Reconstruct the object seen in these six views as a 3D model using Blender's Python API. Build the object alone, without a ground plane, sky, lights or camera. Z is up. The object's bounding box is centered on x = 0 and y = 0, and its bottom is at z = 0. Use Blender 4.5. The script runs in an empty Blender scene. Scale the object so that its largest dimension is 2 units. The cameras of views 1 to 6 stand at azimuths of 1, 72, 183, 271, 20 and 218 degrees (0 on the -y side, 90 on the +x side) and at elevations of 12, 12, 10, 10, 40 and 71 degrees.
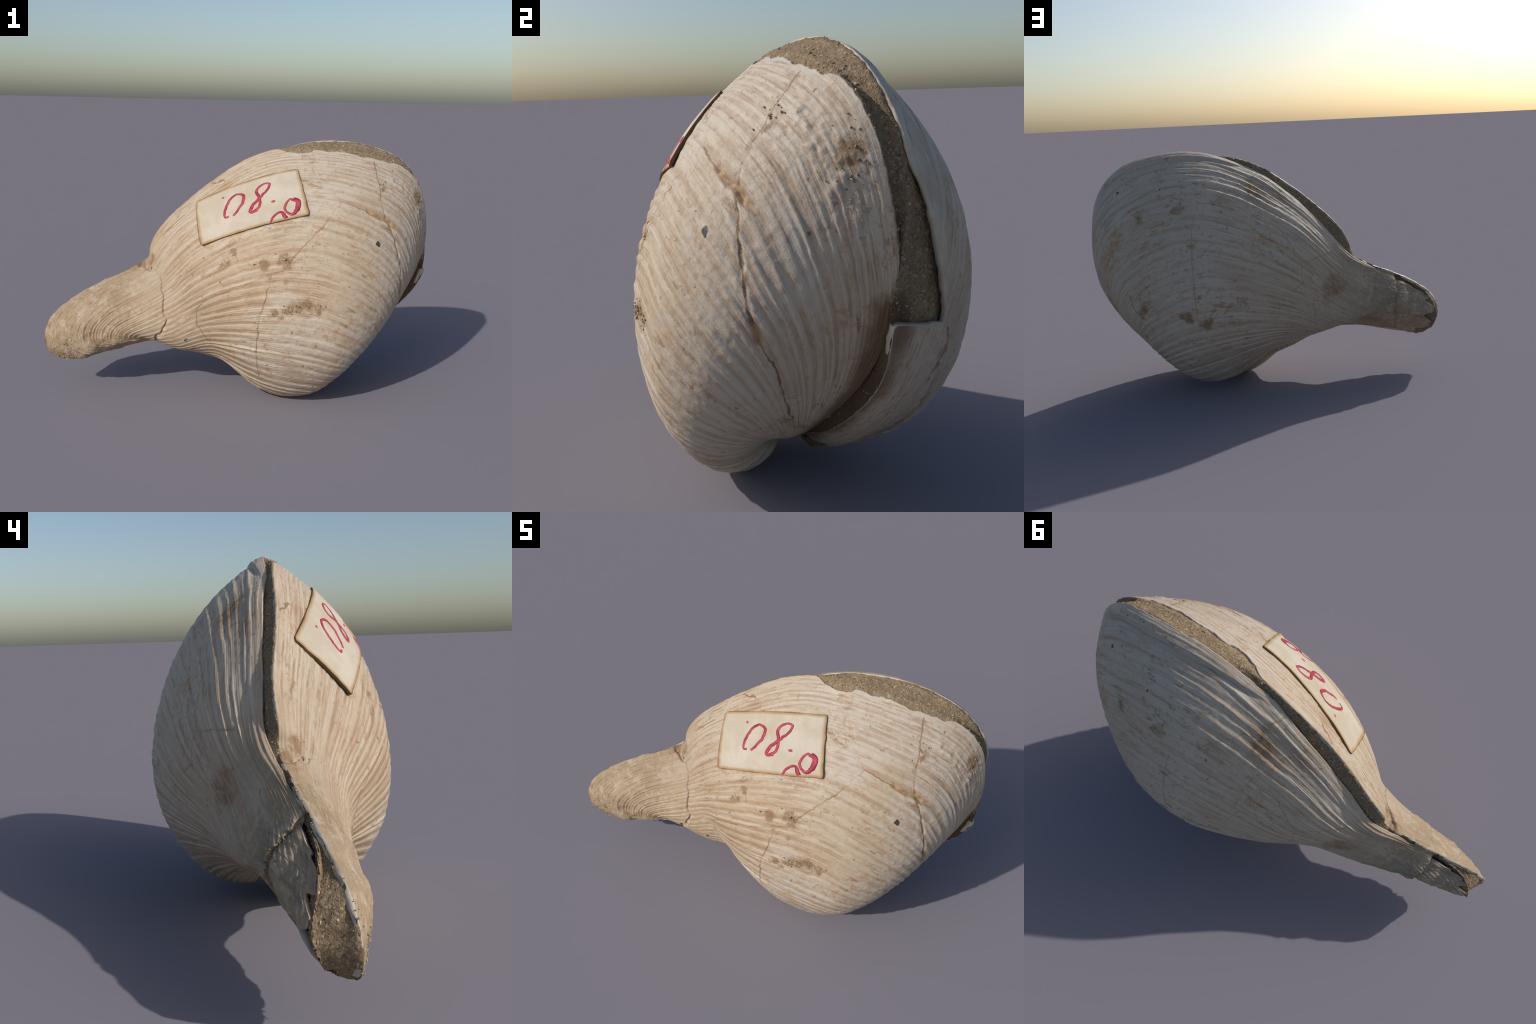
"""Fossil clam with a drawn-out rostrum: two ribbed valves around a core of
sandstone, broken at the rim, with a hand-numbered paper label glued on.

Each valve is lofted through growth sections (former shell margins).  Section 0
is the present margin, the last one the beak; every section runs from the hinge
in front of the beak, round the front, the ventral rim (on top here), the notch
before the rostrum, the rostrum tip and back under it to the hinge."""
import math
import bpy
import numpy as np
from mathutils import Vector
from mathutils.bvhtree import BVHTree

RNG = np.random.default_rng(7)

# ----------------------------------------------------------------- sections
LEFT = [
    [(0.08, 0.02, 0.159), (0.346, -0.013, 0.073), (0.635, -0.012, 0.276), (0.893, 0.026, 0.509), (1.006, 0.042, 0.746), (0.989, 0.018, 0.982), (0.922, -0.012, 1.18), (0.717, -0.047, 1.278), (0.404, -0.054, 1.312), (0.102, -0.017, 1.299), (-0.185, -0.044, 1.095), (-0.421, -0.005, 0.885), (-0.489, -0.038, 0.743), (-0.454, -0.013, 0.693), (-0.691, -0.075, 0.603), (-1.037, -0.208, 0.418), (-0.977, -0.215, 0.139), (-0.733, -0.161, 0.2), (-0.405, -0.095, 0.296), (-0.15, -0.024, 0.244)],
    [(0.091, 0.007, 0.114), (0.328, 0.002, 0.066), (0.582, -0.059, 0.219), (0.784, -0.109, 0.412), (0.879, -0.157, 0.599), (0.885, -0.222, 0.759), (0.812, -0.279, 0.907), (0.644, -0.325, 1.025), (0.403, -0.325, 1.105), (0.158, -0.311, 1.069), (-0.102, -0.284, 0.921), (-0.291, -0.239, 0.761), (-0.369, -0.188, 0.65), (-0.438, -0.192, 0.605), (-0.583, -0.174, 0.512), (-0.755, -0.25, 0.407), (-0.754, -0.291, 0.261), (-0.589, -0.227, 0.292), (-0.34, -0.15, 0.329), (-0.124, -0.06, 0.289)],
    [(0.098, 0.003, 0.102), (0.298, 0.012, 0.078), (0.509, -0.091, 0.165), (0.666, -0.194, 0.291), (0.741, -0.277, 0.393), (0.738, -0.36, 0.467), (0.671, -0.429, 0.544), (0.544, -0.481, 0.628), (0.373, -0.469, 0.686), (0.18, -0.477, 0.68), (-0.02, -0.445, 0.631), (-0.163, -0.361, 0.552), (-0.245, -0.269, 0.479), (-0.335, -0.263, 0.425), (-0.444, -0.272, 0.356), (-0.538, -0.261, 0.337), (-0.532, -0.211, 0.299), (-0.428, -0.188, 0.323), (-0.253, -0.15, 0.331), (-0.093, -0.073, 0.301)],
    [(0.095, 0.011, 0.13), (0.241, 0.023, 0.123), (0.393, -0.075, 0.14), (0.512, -0.176, 0.171), (0.568, -0.266, 0.186), (0.564, -0.353, 0.193), (0.516, -0.422, 0.211), (0.423, -0.47, 0.247), (0.3, -0.48, 0.276), (0.162, -0.473, 0.29), (0.02, -0.413, 0.304), (-0.082, -0.32, 0.302), (-0.145, -0.241, 0.289), (-0.212, -0.221, 0.272), (-0.294, -0.198, 0.258), (-0.366, -0.156, 0.268), (-0.359, -0.092, 0.274), (-0.283, -0.092, 0.281), (-0.16, -0.088, 0.278), (-0.048, -0.043, 0.266)],
    [(0.092, 0.013, 0.155), (0.19, 0.022, 0.16), (0.293, -0.032, 0.127), (0.378, -0.088, 0.091), (0.414, -0.145, 0.053), (0.408, -0.197, 0.02), (0.376, -0.237, -0.001), (0.314, -0.261, -0.001), (0.234, -0.273, 0.007), (0.146, -0.26, 0.035), (0.052, -0.217, 0.083), (-0.018, -0.162, 0.131), (-0.063, -0.124, 0.158), (-0.109, -0.106, 0.17), (-0.167, -0.077, 0.191), (-0.22, -0.04, 0.216), (-0.212, -0.001, 0.248), (-0.16, -0.01, 0.244), (-0.08, -0.022, 0.233), (-0.008, -0.009, 0.234)],
    [(0.088, 0.017, 0.173), (0.152, 0.02, 0.18), (0.22, 0.011, 0.14), (0.275, 0, 0.094), (0.296, -0.014, 0.051), (0.29, -0.027, 0.016), (0.27, -0.034, -0.011), (0.231, -0.037, -0.022), (0.181, -0.037, -0.024), (0.126, -0.03, -0.002), (0.065, -0.019, 0.043), (0.016, -0.008, 0.092), (-0.015, -0.004, 0.126), (-0.047, 0.003, 0.144), (-0.087, 0.017, 0.168), (-0.123, 0.034, 0.192), (-0.116, 0.041, 0.223), (-0.08, 0.033, 0.215), (-0.025, 0.022, 0.204), (0.023, 0.016, 0.209)],
    [(0.075, 0.045, 0.122), (0.082, 0.045, 0.123), (0.089, 0.045, 0.12), (0.094, 0.045, 0.116), (0.094, 0.045, 0.114), (0.092, 0.045, 0.114), (0.091, 0.045, 0.114), (0.089, 0.045, 0.116), (0.087, 0.045, 0.117), (0.085, 0.045, 0.12), (0.08, 0.045, 0.124), (0.075, 0.045, 0.128), (0.07, 0.045, 0.132), (0.064, 0.045, 0.135), (0.058, 0.045, 0.137), (0.053, 0.045, 0.137), (0.053, 0.045, 0.137), (0.056, 0.045, 0.134), (0.06, 0.045, 0.132), (0.063, 0.045, 0.132)],
]
RIGHT = [
    [(0.08, 0.02, 0.16), (0.337, 0.035, 0.072), (0.632, 0.042, 0.249), (0.914, 0.045, 0.479), (1.026, 0.001, 0.685), (0.991, 0.074, 0.918), (0.972, 0.067, 1.092), (0.853, 0.02, 1.26), (0.63, 0.033, 1.332), (0.317, -0.007, 1.348), (-0.041, 0.008, 1.163), (-0.326, 0.022, 0.879), (-0.466, 0.019, 0.669), (-0.663, -0.083, 0.594), (-0.921, -0.137, 0.458), (-1.003, -0.05, 0.323), (-0.918, -0.162, 0.137), (-0.737, -0.191, 0.214), (-0.411, -0.082, 0.285), (-0.149, -0.02, 0.244)],
    [(0.115, 0.048, 0.096), (0.346, 0.07, 0.019), (0.604, 0.123, 0.167), (0.829, 0.153, 0.379), (0.957, 0.178, 0.589), (0.974, 0.23, 0.779), (0.919, 0.257, 0.94), (0.776, 0.281, 1.072), (0.545, 0.269, 1.169), (0.288, 0.246, 1.177), (-0.009, 0.192, 1.032), (-0.258, 0.174, 0.859), (-0.357, 0.134, 0.712), (-0.425, 0.093, 0.631), (-0.582, 0.032, 0.509), (-0.753, 0.009, 0.41), (-0.733, -0.025, 0.306), (-0.571, 0.021, 0.338), (-0.326, 0.041, 0.361), (-0.116, 0.013, 0.308)],
    [(0.13, 0.056, 0.066), (0.333, 0.045, 0.044), (0.548, 0.132, 0.143), (0.708, 0.21, 0.298), (0.791, 0.268, 0.437), (0.797, 0.335, 0.539), (0.751, 0.41, 0.624), (0.637, 0.461, 0.717), (0.472, 0.46, 0.801), (0.283, 0.461, 0.805), (0.065, 0.399, 0.726), (-0.125, 0.339, 0.63), (-0.233, 0.244, 0.548), (-0.31, 0.182, 0.477), (-0.415, 0.152, 0.38), (-0.522, 0.104, 0.349), (-0.51, 0.012, 0.344), (-0.405, 0.008, 0.373), (-0.236, 0.012, 0.372), (-0.082, -0.015, 0.331)],
    [(0.12, 0.048, 0.099), (0.267, 0.03, 0.099), (0.423, 0.12, 0.128), (0.544, 0.208, 0.181), (0.604, 0.286, 0.223), (0.606, 0.363, 0.252), (0.573, 0.438, 0.28), (0.492, 0.489, 0.324), (0.376, 0.506, 0.37), (0.241, 0.493, 0.394), (0.086, 0.422, 0.393), (-0.045, 0.335, 0.379), (-0.126, 0.246, 0.354), (-0.189, 0.185, 0.322), (-0.27, 0.129, 0.288), (-0.35, 0.063, 0.285), (-0.342, -0.028, 0.305), (-0.266, -0.02, 0.316), (-0.147, -0.002, 0.308), (-0.039, -0.015, 0.289)],
    [(0.108, 0.045, 0.131), (0.207, 0.03, 0.145), (0.312, 0.082, 0.124), (0.399, 0.137, 0.102), (0.438, 0.19, 0.08), (0.437, 0.239, 0.062), (0.414, 0.281, 0.052), (0.36, 0.309, 0.06), (0.287, 0.323, 0.078), (0.201, 0.309, 0.114), (0.101, 0.26, 0.162), (0.018, 0.198, 0.201), (-0.039, 0.148, 0.215), (-0.089, 0.109, 0.214), (-0.15, 0.055, 0.222), (-0.206, -0.003, 0.237), (-0.2, -0.02, 0.268), (-0.15, -0.02, 0.264), (-0.071, -0.019, 0.252), (-0.001, -0.017, 0.25)],
    [(0.096, 0.042, 0.158), (0.161, 0.035, 0.174), (0.229, 0.047, 0.142), (0.286, 0.06, 0.104), (0.309, 0.075, 0.07), (0.306, 0.086, 0.042), (0.29, 0.092, 0.024), (0.256, 0.093, 0.02), (0.21, 0.093, 0.024), (0.157, 0.086, 0.053), (0.095, 0.07, 0.1), (0.043, 0.052, 0.145), (0.006, 0.04, 0.169), (-0.032, 0.024, 0.176), (-0.076, -0.003, 0.192), (-0.114, -0.02, 0.209), (-0.109, -0.02, 0.235), (-0.074, -0.02, 0.225), (-0.02, -0.017, 0.213), (0.027, -0.006, 0.217)],
    [(0.075, 0.015, 0.118), (0.081, 0.013, 0.125), (0.089, 0.011, 0.126), (0.094, 0.01, 0.125), (0.095, 0.01, 0.125), (0.094, 0.009, 0.126), (0.093, 0.005, 0.131), (0.092, 0.001, 0.136), (0.092, -0.001, 0.141), (0.092, -0.003, 0.146), (0.089, -0.005, 0.151), (0.086, -0.005, 0.154), (0.08, -0.004, 0.154), (0.072, -0.001, 0.153), (0.063, 0, 0.15), (0.056, 0.002, 0.146), (0.055, 0.005, 0.141), (0.057, 0.008, 0.135), (0.061, 0.009, 0.132), (0.064, 0.01, 0.131)],
]

# ------------------------------------------------------------------- helpers
def spline_weights(n, u):
    """Uniform cubic B-spline weights that end on the first and last point."""
    u = np.asarray(u, float)
    i = np.clip(np.floor(u).astype(int), 0, n - 2)
    t = u - i
    w = ((1 - t) ** 3 / 6, (3 * t ** 3 - 6 * t * t + 4) / 6, (-3 * t ** 3 + 3 * t * t + 3 * t + 1) / 6, t ** 3 / 6)
    W = np.zeros((len(u), n + 2))
    for k in range(4):
        W[np.arange(len(u)), i + k] += w[k]
    R = W[:, 1:-1].copy()
    R[:, 0] += 2 * W[:, 0]
    R[:, 1] -= W[:, 0]
    R[:, -1] += 2 * W[:, -1]
    R[:, -2] -= W[:, -1]
    return R


def lattice(ix, iy, iz, seed):
    h = (ix.astype(np.int64) * 374761393 + iy.astype(np.int64) * 668265263 + iz.astype(np.int64) * 2147483647 + seed * 974711) & 0xFFFFFFFF
    h = ((h ^ (h >> 13)) * 1274126177) & 0xFFFFFFFF
    h = ((h ^ (h >> 16)) * 2246822519) & 0xFFFFFFFF
    return ((h ^ (h >> 15)) & 0xFFFFFF) / float(0xFFFFFF) * 2 - 1


def noise3(p, seed=0):
    """Smooth value noise in -1..1 at points p (..., 3)."""
    f = np.floor(p)
    t = p - f
    t = t * t * t * (t * (t * 6 - 15) + 10)
    x, y, z = (f[..., k].astype(np.int64) for k in range(3))
    out = 0
    for dx in (0, 1):
        wx = t[..., 0] if dx else 1 - t[..., 0]
        for dy in (0, 1):
            wy = t[..., 1] if dy else 1 - t[..., 1]
            for dz in (0, 1):
                wz = t[..., 2] if dz else 1 - t[..., 2]
                out = out + wx * wy * wz * lattice(x + dx, y + dy, z + dz, seed)
    return out


def fractal(p, octaves=4, seed=0, gain=0.5):
    out, amp, total = 0, 1.0, 0.0
    for k in range(octaves):
        out = out + amp * noise3(p * 2 ** k + 17.3 * k, seed + k)
        total += amp
        amp *= gain
    return out / total


def smooth(a, b, x):
    t = np.clip((x - a) / (b - a), 0, 1)
    return t * t * (3 - 2 * t)


def unit(v):
    return v / (np.linalg.norm(v, axis=-1, keepdims=True) + 1e-12)


def distance_to_polylines(p, lines, reach=0.08):
    """Distance of points p (n,3) to the nearest of several polylines."""
    best = np.full(len(p), 9.0)
    for line in lines:
        for a, b in zip(line[:-1], line[1:]):
            a, b = np.array(a), np.array(b)
            mid, half = (a + b) / 2, np.linalg.norm(b - a) / 2 + reach
            near = np.where(((p - mid) ** 2).sum(1) < half * half)[0]
            if not len(near):
                continue
            d = p[near] - a
            h = np.clip(d @ (b - a) / ((b - a) @ (b - a)), 0, 1)
            best[near] = np.minimum(best[near], np.linalg.norm(d - h[:, None] * (b - a), axis=1))
    return best


def inside_polygon(x, y, poly):
    hit = np.zeros(x.shape, bool)
    for (x0, y0), (x1, y1) in zip(poly, poly[1:] + poly[:1]):
        if y0 != y1:
            hit ^= ((y0 > y) != (y1 > y)) & (x < (x1 - x0) * (y - y0) / (y1 - y0) + x0)
    return hit


def new_mesh(name, verts, quads, materials, slots=None, scalars=None, normals=None, tris=None):
    me = bpy.data.meshes.new(name)
    n3 = 0 if tris is None else len(tris)
    loops = np.concatenate([np.asarray(quads).ravel(), np.asarray(tris).ravel() if n3 else np.zeros(0, int)]).astype(np.int32)
    me.vertices.add(len(verts))
    me.vertices.foreach_set("co", np.asarray(verts, np.float32).ravel())
    me.loops.add(len(loops))
    me.loops.foreach_set("vertex_index", loops)
    me.polygons.add(len(quads) + n3)
    starts = np.concatenate([np.arange(len(quads)) * 4, len(quads) * 4 + np.arange(n3) * 3]).astype(np.int32)
    me.polygons.foreach_set("loop_start", starts)
    me.polygons.foreach_set("use_smooth", np.ones(len(starts), bool))
    if slots is not None:
        me.polygons.foreach_set("material_index", np.asarray(slots, np.int32))
    for m in materials:
        me.materials.append(m)
    for key, values in (scalars or {}).items():
        me.attributes.new(key, "FLOAT", "POINT").data.foreach_set("value", np.asarray(values, np.float32))
    me.update(calc_edges=True)
    me.validate()
    if normals is not None:
        me.normals_split_custom_set_from_vertices(np.asarray(normals, np.float32).tolist())
    return me


def add_object(name, mesh, parent):
    ob = bpy.data.objects.new(name, mesh)
    bpy.context.scene.collection.objects.link(ob)
    ob.parent = parent
    return ob


# ------------------------------------------------------------------- cracks
LEFT_CRACKS = [
    [(.51, -.29, 1.06), (.42, -.36, .95), (.3, -.41, .83), (.23, -.43, .74), (.17, -.43, .72), (.15, -.45, .61), (.12, -.45, .52), (.11, -.44, .39), (.12, -.35, .17)],
    [(.51, -.29, 1.06), (.6, -.29, 1.02), (.72, -.27, .97), (.8, -.24, .91)],
    [(.68, -.07, 1.25), (.69, -.13, 1.18), (.7, -.17, 1.13), (.71, -.23, 1.06), (.72, -.26, 1.0), (.74, -.27, .95), (.79, -.28, .82), (.81, -.27, .7), (.82, -.26, .63), (.82, -.21, .54), (.77, -.17, .44), (.68, -.12, .33), (.62, -.08, .27)],
    [(.17, -.43, .72), (.03, -.41, .65), (-.14, -.34, .57), (-.2, -.29, .49), (-.19, -.27, .41), (-.13, -.27, .31)],
]
LEFT_GOUGES = [[(.64, -.29, 1.01), (.72, -.27, .97), (.77, -.25, .935)], [(.82, -.265, .66), (.82, -.25, .61)]]
PEN_MARKS = [[(0.114, -0.346, 0.912), (0.136, -0.342, 0.931), (0.179, -0.357, 0.921)], [(0.176, -0.376, 0.879), (0.199, -0.378, 0.884), (0.216, -0.384, 0.876)]]
RIGHT_CRACKS = [
    [(.37, .33, 1.01), (.37, .43, .81), (.36, .47, .58), (.34, .46, .4)],
    [(.31, .33, .99), (.21, .32, .95), (.13, .31, .93), (.02, .28, .89)],
    [(-.36, .1, .74), (-.2, .24, .72), (-.19, .26, .66), (-.2, .26, .61), (-.1, .32, .55), (-.07, .33, .51), (-.06, .32, .44)],
    [(.04, .01, 1.19), (.17, .18, 1.12), (.24, .25, 1.08), (.28, .29, 1.03)],
    [(.72, .4, .6), (.7, .4, .53), (.64, .42, .48)],
    [(.92, .2, .63), (.87, .24, .55), (.84, .22, .47), (.79, .21, .4)],
    [(-.2, .24, .72), (-.15, .24, .8), (-.09, .22, .89)],
]
RIGHT_GOUGES = [[(.87, .24, .55), (.84, .22, .47)]]
# side outline (x, z) of the piece of each rostrum that has broken off
LEFT_BREAK = [(-.60, .69), (-.535, .672), (-.45, .664), (-.395, .651), (-.38, .60), (-.372, .538), (-.362, .47), (-.351, .417), (-.38, .36), (-.413, .306), (-.43, .2)]
RIGHT_BREAK = [(-.72, .62), (-.745, .55), (-.757, .52), (-.748, .47), (-.735, .43), (-.728, .38), (-.735, .30), (-.74, .15)]


# earthy stain along the seam in front of the beaks
SEAM = [(.36, .01, .12), (.50, .0, .18), (.64, .01, .28), (.76, .02, .39), (.86, .03, .50), (.93, .03, .61), (.965, .03, .68)]


# ---------------------------------------------------------------- materials
class Nodes:
    def __init__(self, name):
        self.mat = bpy.data.materials.new(name)
        self.mat.use_nodes = True
        self.t = self.mat.node_tree
        self.t.nodes.clear()
        self.out = self.t.nodes.new("ShaderNodeOutputMaterial")
        self.bsdf = self.t.nodes.new("ShaderNodeBsdfPrincipled")
        self.t.links.new(self.bsdf.outputs[0], self.out.inputs[0])
        self.obj = self.t.nodes.new("ShaderNodeTexCoord").outputs["Object"]

    def put(self, socket, value):
        if isinstance(value, bpy.types.NodeSocket):
            self.t.links.new(value, socket)
        elif isinstance(value, (tuple, list)) and socket.type == "RGBA" and len(value) == 3:
            socket.default_value = (*value, 1)
        else:
            socket.default_value = value

    def node(self, kind, **inputs):
        n = self.t.nodes.new(kind)
        for k, v in inputs.items():
            self.put(n.inputs[k.replace("_", " ")], v)
        return n

    def math(self, op, a, b=0.0, c=0.0, clamp=False):
        n = self.t.nodes.new("ShaderNodeMath")
        n.operation, n.use_clamp = op, clamp
        for s, v in zip(n.inputs, (a, b, c)):
            self.put(s, v)
        return n.outputs[0]

    def vec(self, op, a, b=(0, 0, 0), scale=None):
        n = self.t.nodes.new("ShaderNodeVectorMath")
        n.operation = op
        self.put(n.inputs[0], a)
        self.put(n.inputs[1], b)
        if scale is not None:
            self.put(n.inputs["Scale"], scale)
        return n.outputs["Value" if op in ("LENGTH", "DISTANCE", "DOT_PRODUCT") else "Vector"]

    def noise(self, vector, scale, detail=4.0, rough=0.55, distortion=0.0):
        return self.node("ShaderNodeTexNoise", Vector=vector, Scale=scale, Detail=detail, Roughness=rough, Distortion=distortion).outputs["Fac"]

    def ramp(self, fac, a, b, lo=0.0, hi=1.0):
        n = self.t.nodes.new("ShaderNodeMapRange")
        n.interpolation_type = "SMOOTHSTEP"
        for key, v in (("Value", fac), ("From Min", a), ("From Max", b), ("To Min", lo), ("To Max", hi)):
            self.put(n.inputs[key], v)
        return n.outputs["Result"]

    def mix(self, fac, a, b, blend="MIX"):
        n = self.t.nodes.new("ShaderNodeMix")
        n.data_type, n.blend_type = "RGBA", blend
        self.put(n.inputs["Factor"], fac)
        self.put(n.inputs["A"], a)
        self.put(n.inputs["B"], b)
        return n.outputs["Result"]

    def blob(self, centre, radius, warp=None):
        """1 within a ball round centre, fading over its outer half."""
        d = self.vec("DISTANCE", warp or self.obj, centre)
        return self.ramp(d, radius, radius * 0.4)

    def most(self, items):
        out = items[0]
        for i in items[1:]:
            out = self.math("MAXIMUM", out, i)
        return out

    def bump(self, height, strength, distance):
        return self.node("ShaderNodeBump", Height=height, Strength=strength, Distance=distance).outputs[0]


def segment_group():
    g = bpy.data.node_groups.new("segment_distance", "ShaderNodeTree")
    for n in ("P", "A", "AB", "Facing"):
        g.interface.new_socket(n, in_out="INPUT", socket_type="NodeSocketVector")
    g.interface.new_socket("Inverse", in_out="INPUT", socket_type="NodeSocketFloat")
    g.interface.new_socket("Before", in_out="INPUT", socket_type="NodeSocketFloat")
    g.interface.new_socket("Distance", in_out="OUTPUT", socket_type="NodeSocketFloat")
    i, o = g.nodes.new("NodeGroupInput"), g.nodes.new("NodeGroupOutput")

    def vm(op):
        n = g.nodes.new("ShaderNodeVectorMath")
        n.operation = op
        return n
    pa, dot, sc, df, m, mn = vm("SUBTRACT"), vm("DOT_PRODUCT"), vm("SCALE"), vm("DISTANCE"), g.nodes.new("ShaderNodeMath"), g.nodes.new("ShaderNodeMath")
    m.operation, m.use_clamp, mn.operation = "MULTIPLY", True, "MINIMUM"
    L = g.links.new
    L(i.outputs["P"], pa.inputs[0]); L(i.outputs["A"], pa.inputs[1])
    lift, along, flat = vm("DOT_PRODUCT"), vm("SCALE"), vm("SUBTRACT")  # drop the height above the surface
    L(pa.outputs[0], lift.inputs[0]); L(i.outputs["Facing"], lift.inputs[1])
    L(i.outputs["Facing"], along.inputs[0]); L(lift.outputs["Value"], along.inputs["Scale"])
    L(pa.outputs[0], flat.inputs[0]); L(along.outputs[0], flat.inputs[1])
    pa = flat
    L(pa.outputs[0], dot.inputs[0]); L(i.outputs["AB"], dot.inputs[1])
    L(dot.outputs["Value"], m.inputs[0]); L(i.outputs["Inverse"], m.inputs[1])
    L(i.outputs["AB"], sc.inputs[0]); L(m.outputs[0], sc.inputs["Scale"])
    L(pa.outputs[0], df.inputs[0]); L(sc.outputs[0], df.inputs[1])
    L(df.outputs["Value"], mn.inputs[0]); L(i.outputs["Before"], mn.inputs[1])
    L(mn.outputs[0], o.inputs["Distance"])
    return g


SEGMENT = segment_group()


def crack_distance(N, point, lines):
    """Distance to draped polylines; each knot is (position, surface normal)."""
    before = 9.0
    for line in lines:
        for (a, na), (b, nb) in zip(line[:-1], line[1:]):
            n = unit(na + nb)
            ab = (b - a) - n * ((b - a) @ n)
            k = N.t.nodes.new("ShaderNodeGroup")
            k.node_tree = SEGMENT
            N.put(k.inputs["P"], point)
            N.put(k.inputs["A"], tuple(a))
            N.put(k.inputs["AB"], tuple(ab))
            N.put(k.inputs["Facing"], tuple(n))
            N.put(k.inputs["Inverse"], float(1 / (ab @ ab)))
            N.put(k.inputs["Before"], before)
            before = k.outputs[0]
    return before


CREAM, WHITE, TAN, OCHRE, UMBER, SOOT = (.46, .37, .268), (.505, .438, .36), (.335, .21, .115), (.40, .20, .07), (.17, .105, .055), (.035, .03, .025)


def seam_stain(N, near, far):
    knots = [[(np.array(p), np.array((0.0, 0.0, 0.0))) for p in SEAM]]
    wob = N.vec("ADD", N.obj, N.vec("SCALE", N.vec("SUBTRACT", N.node("ShaderNodeTexNoise", Vector=N.obj, Scale=12.0, Detail=4.0, Roughness=0.65).outputs["Color"], (.5, .5, .5)), scale=0.05))
    return N.ramp(crack_distance(N, wob, knots), far, near)


def shell_material(name, cracks, open_cracks, gouges, white_amount, spots, rust, dirt, pen=None, lodged_amount=1.0, crack_amount=0.8):
    N = Nodes(name)
    age = N.node("ShaderNodeAttribute")
    age.attribute_name = "growth"
    g = age.outputs["Fac"]
    sep = N.node("ShaderNodeSeparateXYZ", Vector=N.obj)
    x, y, z = sep.outputs
    wob = N.noise(N.obj, 6.0, 3.0)
    gw = N.math("MULTIPLY_ADD", wob, 0.012, g)
    # coordinates stretched along the growth lines
    def along(freq, stretch):
        c = N.node("ShaderNodeCombineXYZ", X=N.math("MULTIPLY", gw, freq), Y=N.math("MULTIPLY", x, stretch), Z=N.math("MULTIPLY", z, stretch))
        return c.outputs[0]
    broad = N.noise(N.obj, 2.2, 4.0)
    back = N.ramp(x, 0.45, -0.40)
    tone = N.math("ADD", N.ramp(broad, 0.36, 0.64), N.math("MULTIPLY", back, -0.45), clamp=True)
    colour = N.mix(tone, CREAM, WHITE)
    if white_amount:
        colour = N.mix(white_amount, colour, WHITE)
    # rusty growth bands: broad, then fine streaks
    band = N.noise(along(24.0, 2.6), 1.0, 4.0, 0.65)
    patch = N.ramp(N.noise(N.obj, 3.4, 3.0), 0.38, 0.62)
    weight = N.math("MULTIPLY_ADD", back, 0.25, N.math("MULTIPLY_ADD", patch, 0.30, 0.10))
    colour = N.mix(N.math("MULTIPLY", N.ramp(band, 0.46, 0.64), weight, clamp=True), colour, TAN)
    streak = N.noise(along(85.0, 6.5), 1.0, 4.0, 0.7)
    colour = N.mix(N.math("MULTIPLY", N.ramp(streak, 0.54, 0.68), N.math("MULTIPLY_ADD", patch, 0.40, 0.38)), colour, (.30, .175, .085))
    pale = N.noise(along(50.0, 2.2), 1.0, 3.0)
    colour = N.mix(N.math("MULTIPLY", N.ramp(pale, 0.56, 0.72), 0.6), colour, (.54, .47, .385))
    # earth and rust lodged in the grooves between the ribs
    low = N.node("ShaderNodeAttribute")
    low.attribute_name = "groove"
    spread = N.ramp(N.noise(along(14.0, 6.0), 1.0, 5.0, 0.7), 0.38, 0.58)
    lodged = N.math("MULTIPLY", low.outputs["Fac"], N.math("MULTIPLY", spread, N.math("MULTIPLY_ADD", back, 0.35, 0.50)), clamp=True)
    colour = N.mix(N.math("MULTIPLY", lodged, lodged_amount), colour, N.mix(patch, (.32, .18, .085), (.26, .15, .075)))
    # stains: cloudy ochre freckles gathered in patches
    fine = N.noise(N.obj, 42.0, 5.0, 0.7)
    zone = N.ramp(N.noise(N.obj, 5.5, 2.0), 0.42, 0.66)
    colour = N.mix(N.math("MULTIPLY", N.ramp(fine, 0.53, 0.66), N.math("MULTIPLY_ADD", zone, 0.55, 0.25)), colour, (.37, .22, .105))
    grime = N.noise(along(30.0, 10.0), 1.0, 5.0, 0.75)
    colour = N.mix(N.math("MULTIPLY", N.ramp(grime, 0.56, 0.66), N.math("MULTIPLY_ADD", zone, 0.6, 0.25)), colour, (.245, .15, .075))
    blotch = N.ramp(N.noise(N.obj, 17.0, 4.0, 0.65, 0.6), 0.62, 0.70)
    colour = N.mix(N.math("MULTIPLY", blotch, 0.55), colour, (.33, .20, .10))
    # pin-point specks
    speck = N.node("ShaderNodeTexVoronoi", Vector=N.vec("ADD", N.obj, N.vec("SCALE", N.node("ShaderNodeTexNoise", Vector=N.obj, Scale=75.0, Detail=3.0, Roughness=0.7).outputs["Color"], scale=0.030)), Scale=34.0)
    sv = N.node("ShaderNodeSeparateColor", Color=speck.outputs["Color"]).outputs
    size = N.math("MULTIPLY_ADD", N.math("POWER", sv[0], 6.0), 0.20, 0.02)
    dot = N.math("MULTIPLY", N.ramp(N.math("SUBTRACT", speck.outputs["Distance"], size), 0.05, -0.03), N.ramp(sv[1], 0.25, 0.3))
    colour = N.mix(N.math("MULTIPLY", dot, 0.8), colour, N.mix(N.ramp(sv[2], 0.4, 0.6), (.15, .085, .04), (.36, .17, .07)))
    # the rostrum is browner and sandy
    rost = N.math("MULTIPLY", N.ramp(x, -0.28, -0.62), N.ramp(N.noise(N.obj, 7.0, 4.0, 0.65), 0.25, 0.60, 0.35, 1.0))
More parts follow.
